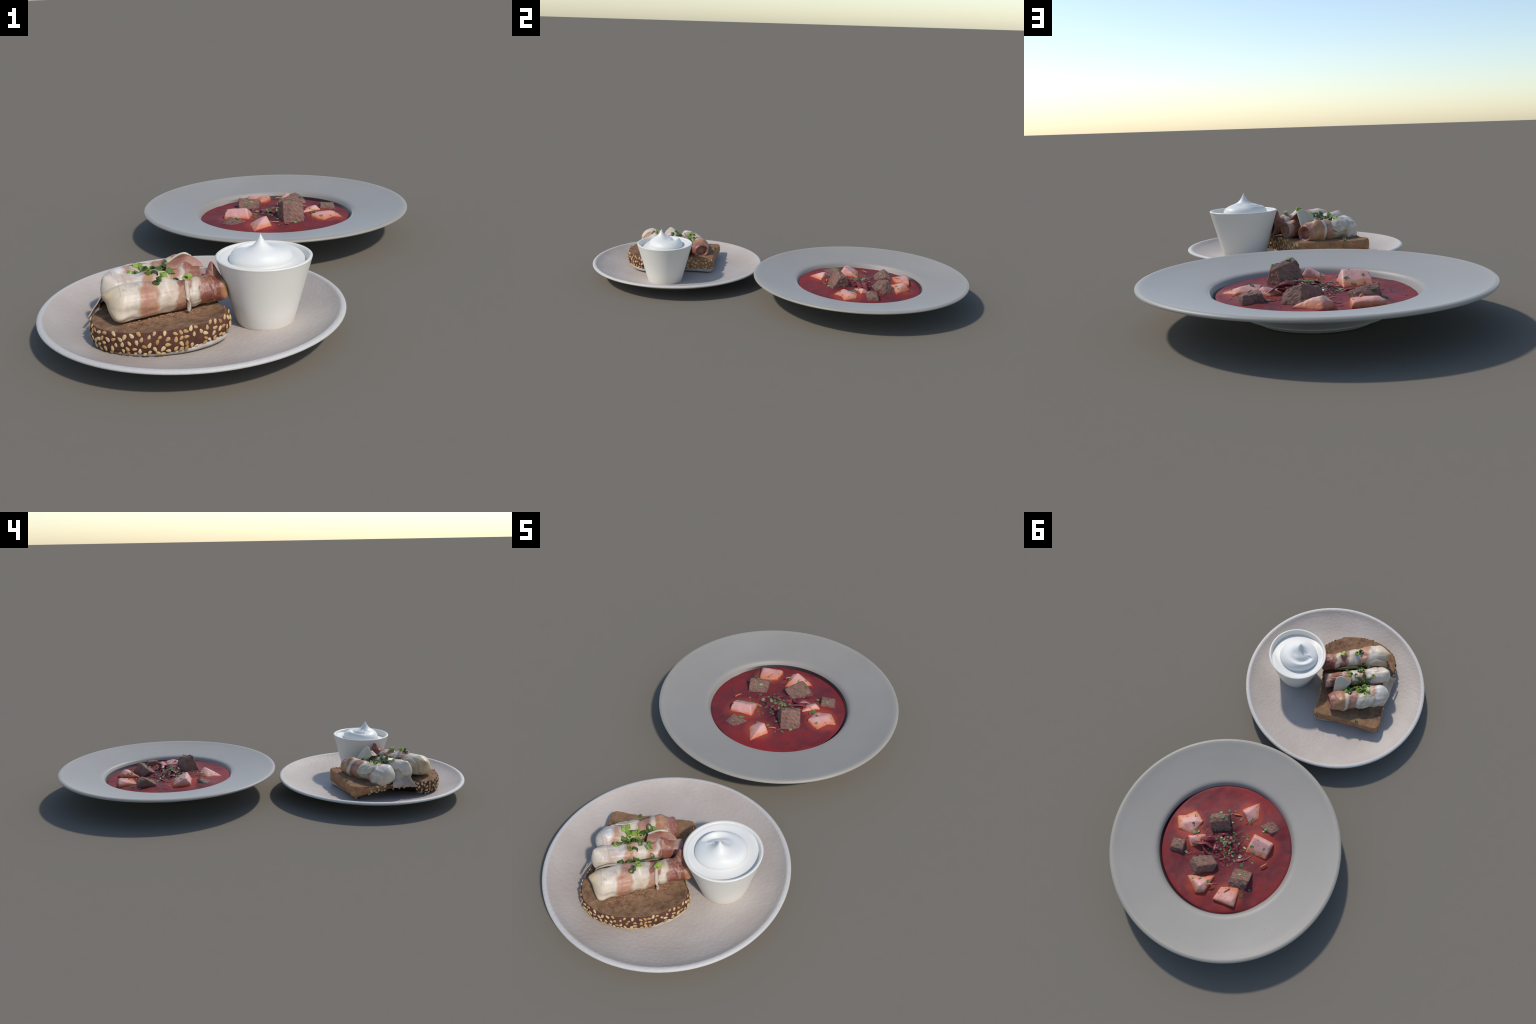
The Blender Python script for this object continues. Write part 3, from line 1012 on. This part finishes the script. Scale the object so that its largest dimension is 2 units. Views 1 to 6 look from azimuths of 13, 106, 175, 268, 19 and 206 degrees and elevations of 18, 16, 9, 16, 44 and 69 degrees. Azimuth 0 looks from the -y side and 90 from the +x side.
# ---- chive rings scattered over the rolls
def chive_mesh(name, mat, R, r, h, shear, seed):
    n = 18
    verts, faces = [], []
    qq = random.Random(seed)
    sq = qq.uniform(.50, .85)
    prof = [(R, -h), (R, h), (R - .15 * (R - r), h * 1.04), (r, h), (r, -h), (R - .15 * (R - r), -h * 1.04)]
    for i in range(n):
        a = 2 * math.pi * i / n
        for rr, z in prof:
            verts.append((rr * math.cos(a), rr * sq * math.sin(a), z + shear * rr * math.cos(a)))
    K = len(prof)
    for i in range(n):
        j = (i + 1) % n
        for k in range(K):
            l = (k + 1) % K
            faces.append((i * K + k, j * K + k, j * K + l, i * K + l))
    me = bpy.data.meshes.new(name)
    me.from_pydata(verts, [], faces)
    for p in me.polygons:
        p.use_smooth = False
    me.materials.append(mat)
    return me

m_chive_l = mat_chive("chive_light", (.13, .21, .03), (.31, .41, .065))
m_chive_d = mat_chive("chive_dark", (.045, .080, .018), (.12, .185, .038))
light = [chive_mesh("chive_ring", m_chive_l, .0092, .0052, .0062, .3, 1), chive_mesh("chive_ring", m_chive_l, .0080, .0045, .0080, -.2, 2), chive_mesh("chive_ring", m_chive_l, .0098, .0060, .0050, .1, 3)]
dark = [chive_mesh("chive_ring", m_chive_d, .0088, .0055, .0072, .4, 4), chive_mesh("chive_ring", m_chive_d, .0076, .0040, .0092, -.3, 5), chive_mesh("chive_ring", m_chive_d, .0098, .0070, .0042, .2, 6)]
sheets = [o for o in bpy.data.objects if o.name.startswith(("fat_slice", "ham_drape", "ham_flap"))]
stree = bvh_of([crumb, roll_a, roll_b, roll_c] + sheets)
CH_L = [(-.226, -.520), (-.229, -.542), (-.212, -.546), (-.193, -.536), (-.170, -.531), (-.135, -.490), (-.185, -.522), (-.114, -.568), (-.217, -.627), (-.162, -.620),
        (-.131, -.502), (-.159, -.553), (-.184, -.563), (-.216, -.546), (-.091, -.687), (-.033, -.655), (-.192, -.582), (-.205, -.56), (-.175, -.545)]
CH_D = [(-.154, -.493), (-.152, -.510), (-.154, -.533), (-.210, -.595), (-.184, -.571), (-.170, -.573), (-.162, -.580), (-.141, -.584), (-.108, -.583), (-.145, -.614),
        (-.149, -.645), (-.161, -.660), (-.132, -.635), (-.054, -.592), (-.088, -.597), (-.075, -.599), (-.178, -.667), (-.100, -.700), (-.106, -.712), (-.146, -.511),
        (-.135, -.545), (-.215, -.571), (-.210, -.610), (-.047, -.600), (-.098, -.641), (-.121, -.654), (-.142, -.670), (-.196, -.593), (-.247, -.400), (-.07, -.615),
        (-.115, -.625), (-.178, -.60), (-.205, -.548), (-.198, -.572), (-.176, -.553), (-.160, -.545), (-.150, -.560), (-.186, -.586), (-.202, -.532), (-.142, -.525), (-.166, -.522), (-.125, -.640), (-.110, -.648), (-.062, -.606), (-.165, -.56), (-.19, -.555)]
q = random.Random(41)
pile = []
for pool, pts, lo, hi in ((dark, CH_D, 1.0, 1.3), (light, CH_L, 1.0, 1.35)):
    for x, y in pts:
        loc, nrm = drop(stree, x, y, .0)
        if loc is None:
            continue
        # sit on rings that already lie here
        up = .0012
        for o in pile:
            if (Vector((o.x, o.y)) - Vector((x, y))).length < .012:
                up += .0026
        loc = loc + nrm * up
        pile.append(loc)
        rot = Vector((0, 0, 1)).rotation_difference(nrm).to_matrix().to_4x4()
        mw = Matrix.Translation(loc) @ rot @ Matrix.Rotation(q.uniform(0, 6.28), 4, "Z") @ Matrix.Rotation(q.gauss(0.5, .6), 4, "X") @ Matrix.Scale(q.uniform(lo, hi), 4)
        add("chive_ring", q.choice(pool), None, sand, mw)
# a long curled chive strand
ribbon("chive_strand", [(-.150, -.612, .172), (-.147, -.604, .190), (-.141, -.596, .196), (-.135, -.600, .188), (-.138, -.616, .172), (-.130, -.632, .160)], .0035, .0035, m_chive_d, sand, 12)
ribbon("gap_shade_ribbon", [(-.150, -.652, .160), (-.118, -.640, .170), (-.080, -.612, .172), (-.040, -.586, .164)], .013, .003, m_chive_d, sand, 19, .5)  # added dark green ribbon standing in for shadow and chives between the rolls
# crumbs lifted from the torn crumb in front of the front roll
bm = bmesh.new()
qq = random.Random(9)
for i in range(170):
    t = qq.random()
    x = -.165 + .165 * t + qq.gauss(0, .006)
    y = -.800 + .150 * t - abs(qq.gauss(0, .010)) + .006
    s = qq.uniform(.0012, .0032)
    g = bmesh.ops.create_icosphere(bm, subdivisions=1, radius=s)
    for p in g["verts"]:
        p.co = Vector((p.co.x * 1.5, p.co.y, p.co.z * .8)) * (1 + .4 * nz(p.co, 900, i)) + Vector((x, y, bread_top(x, y) + s * .3))
me = bpy.data.meshes.new("bread_crumbs")
bm.to_mesh(me)
bm.free()
mc = M("loose_crumb", .9, .1)
mc.color(mc.ramp(mc.noise(200, 2), [(.3, (.20, .10, .055)), (.7, (.42, .24, .14))]))
ob = add("bread_crumbs", me, mc.m, sand)
ob["kind"] = "stuff"

for o in bpy.data.objects:
    if "mw" in o:
        del o["mw"]
    if "at" in o:
        del o["at"]
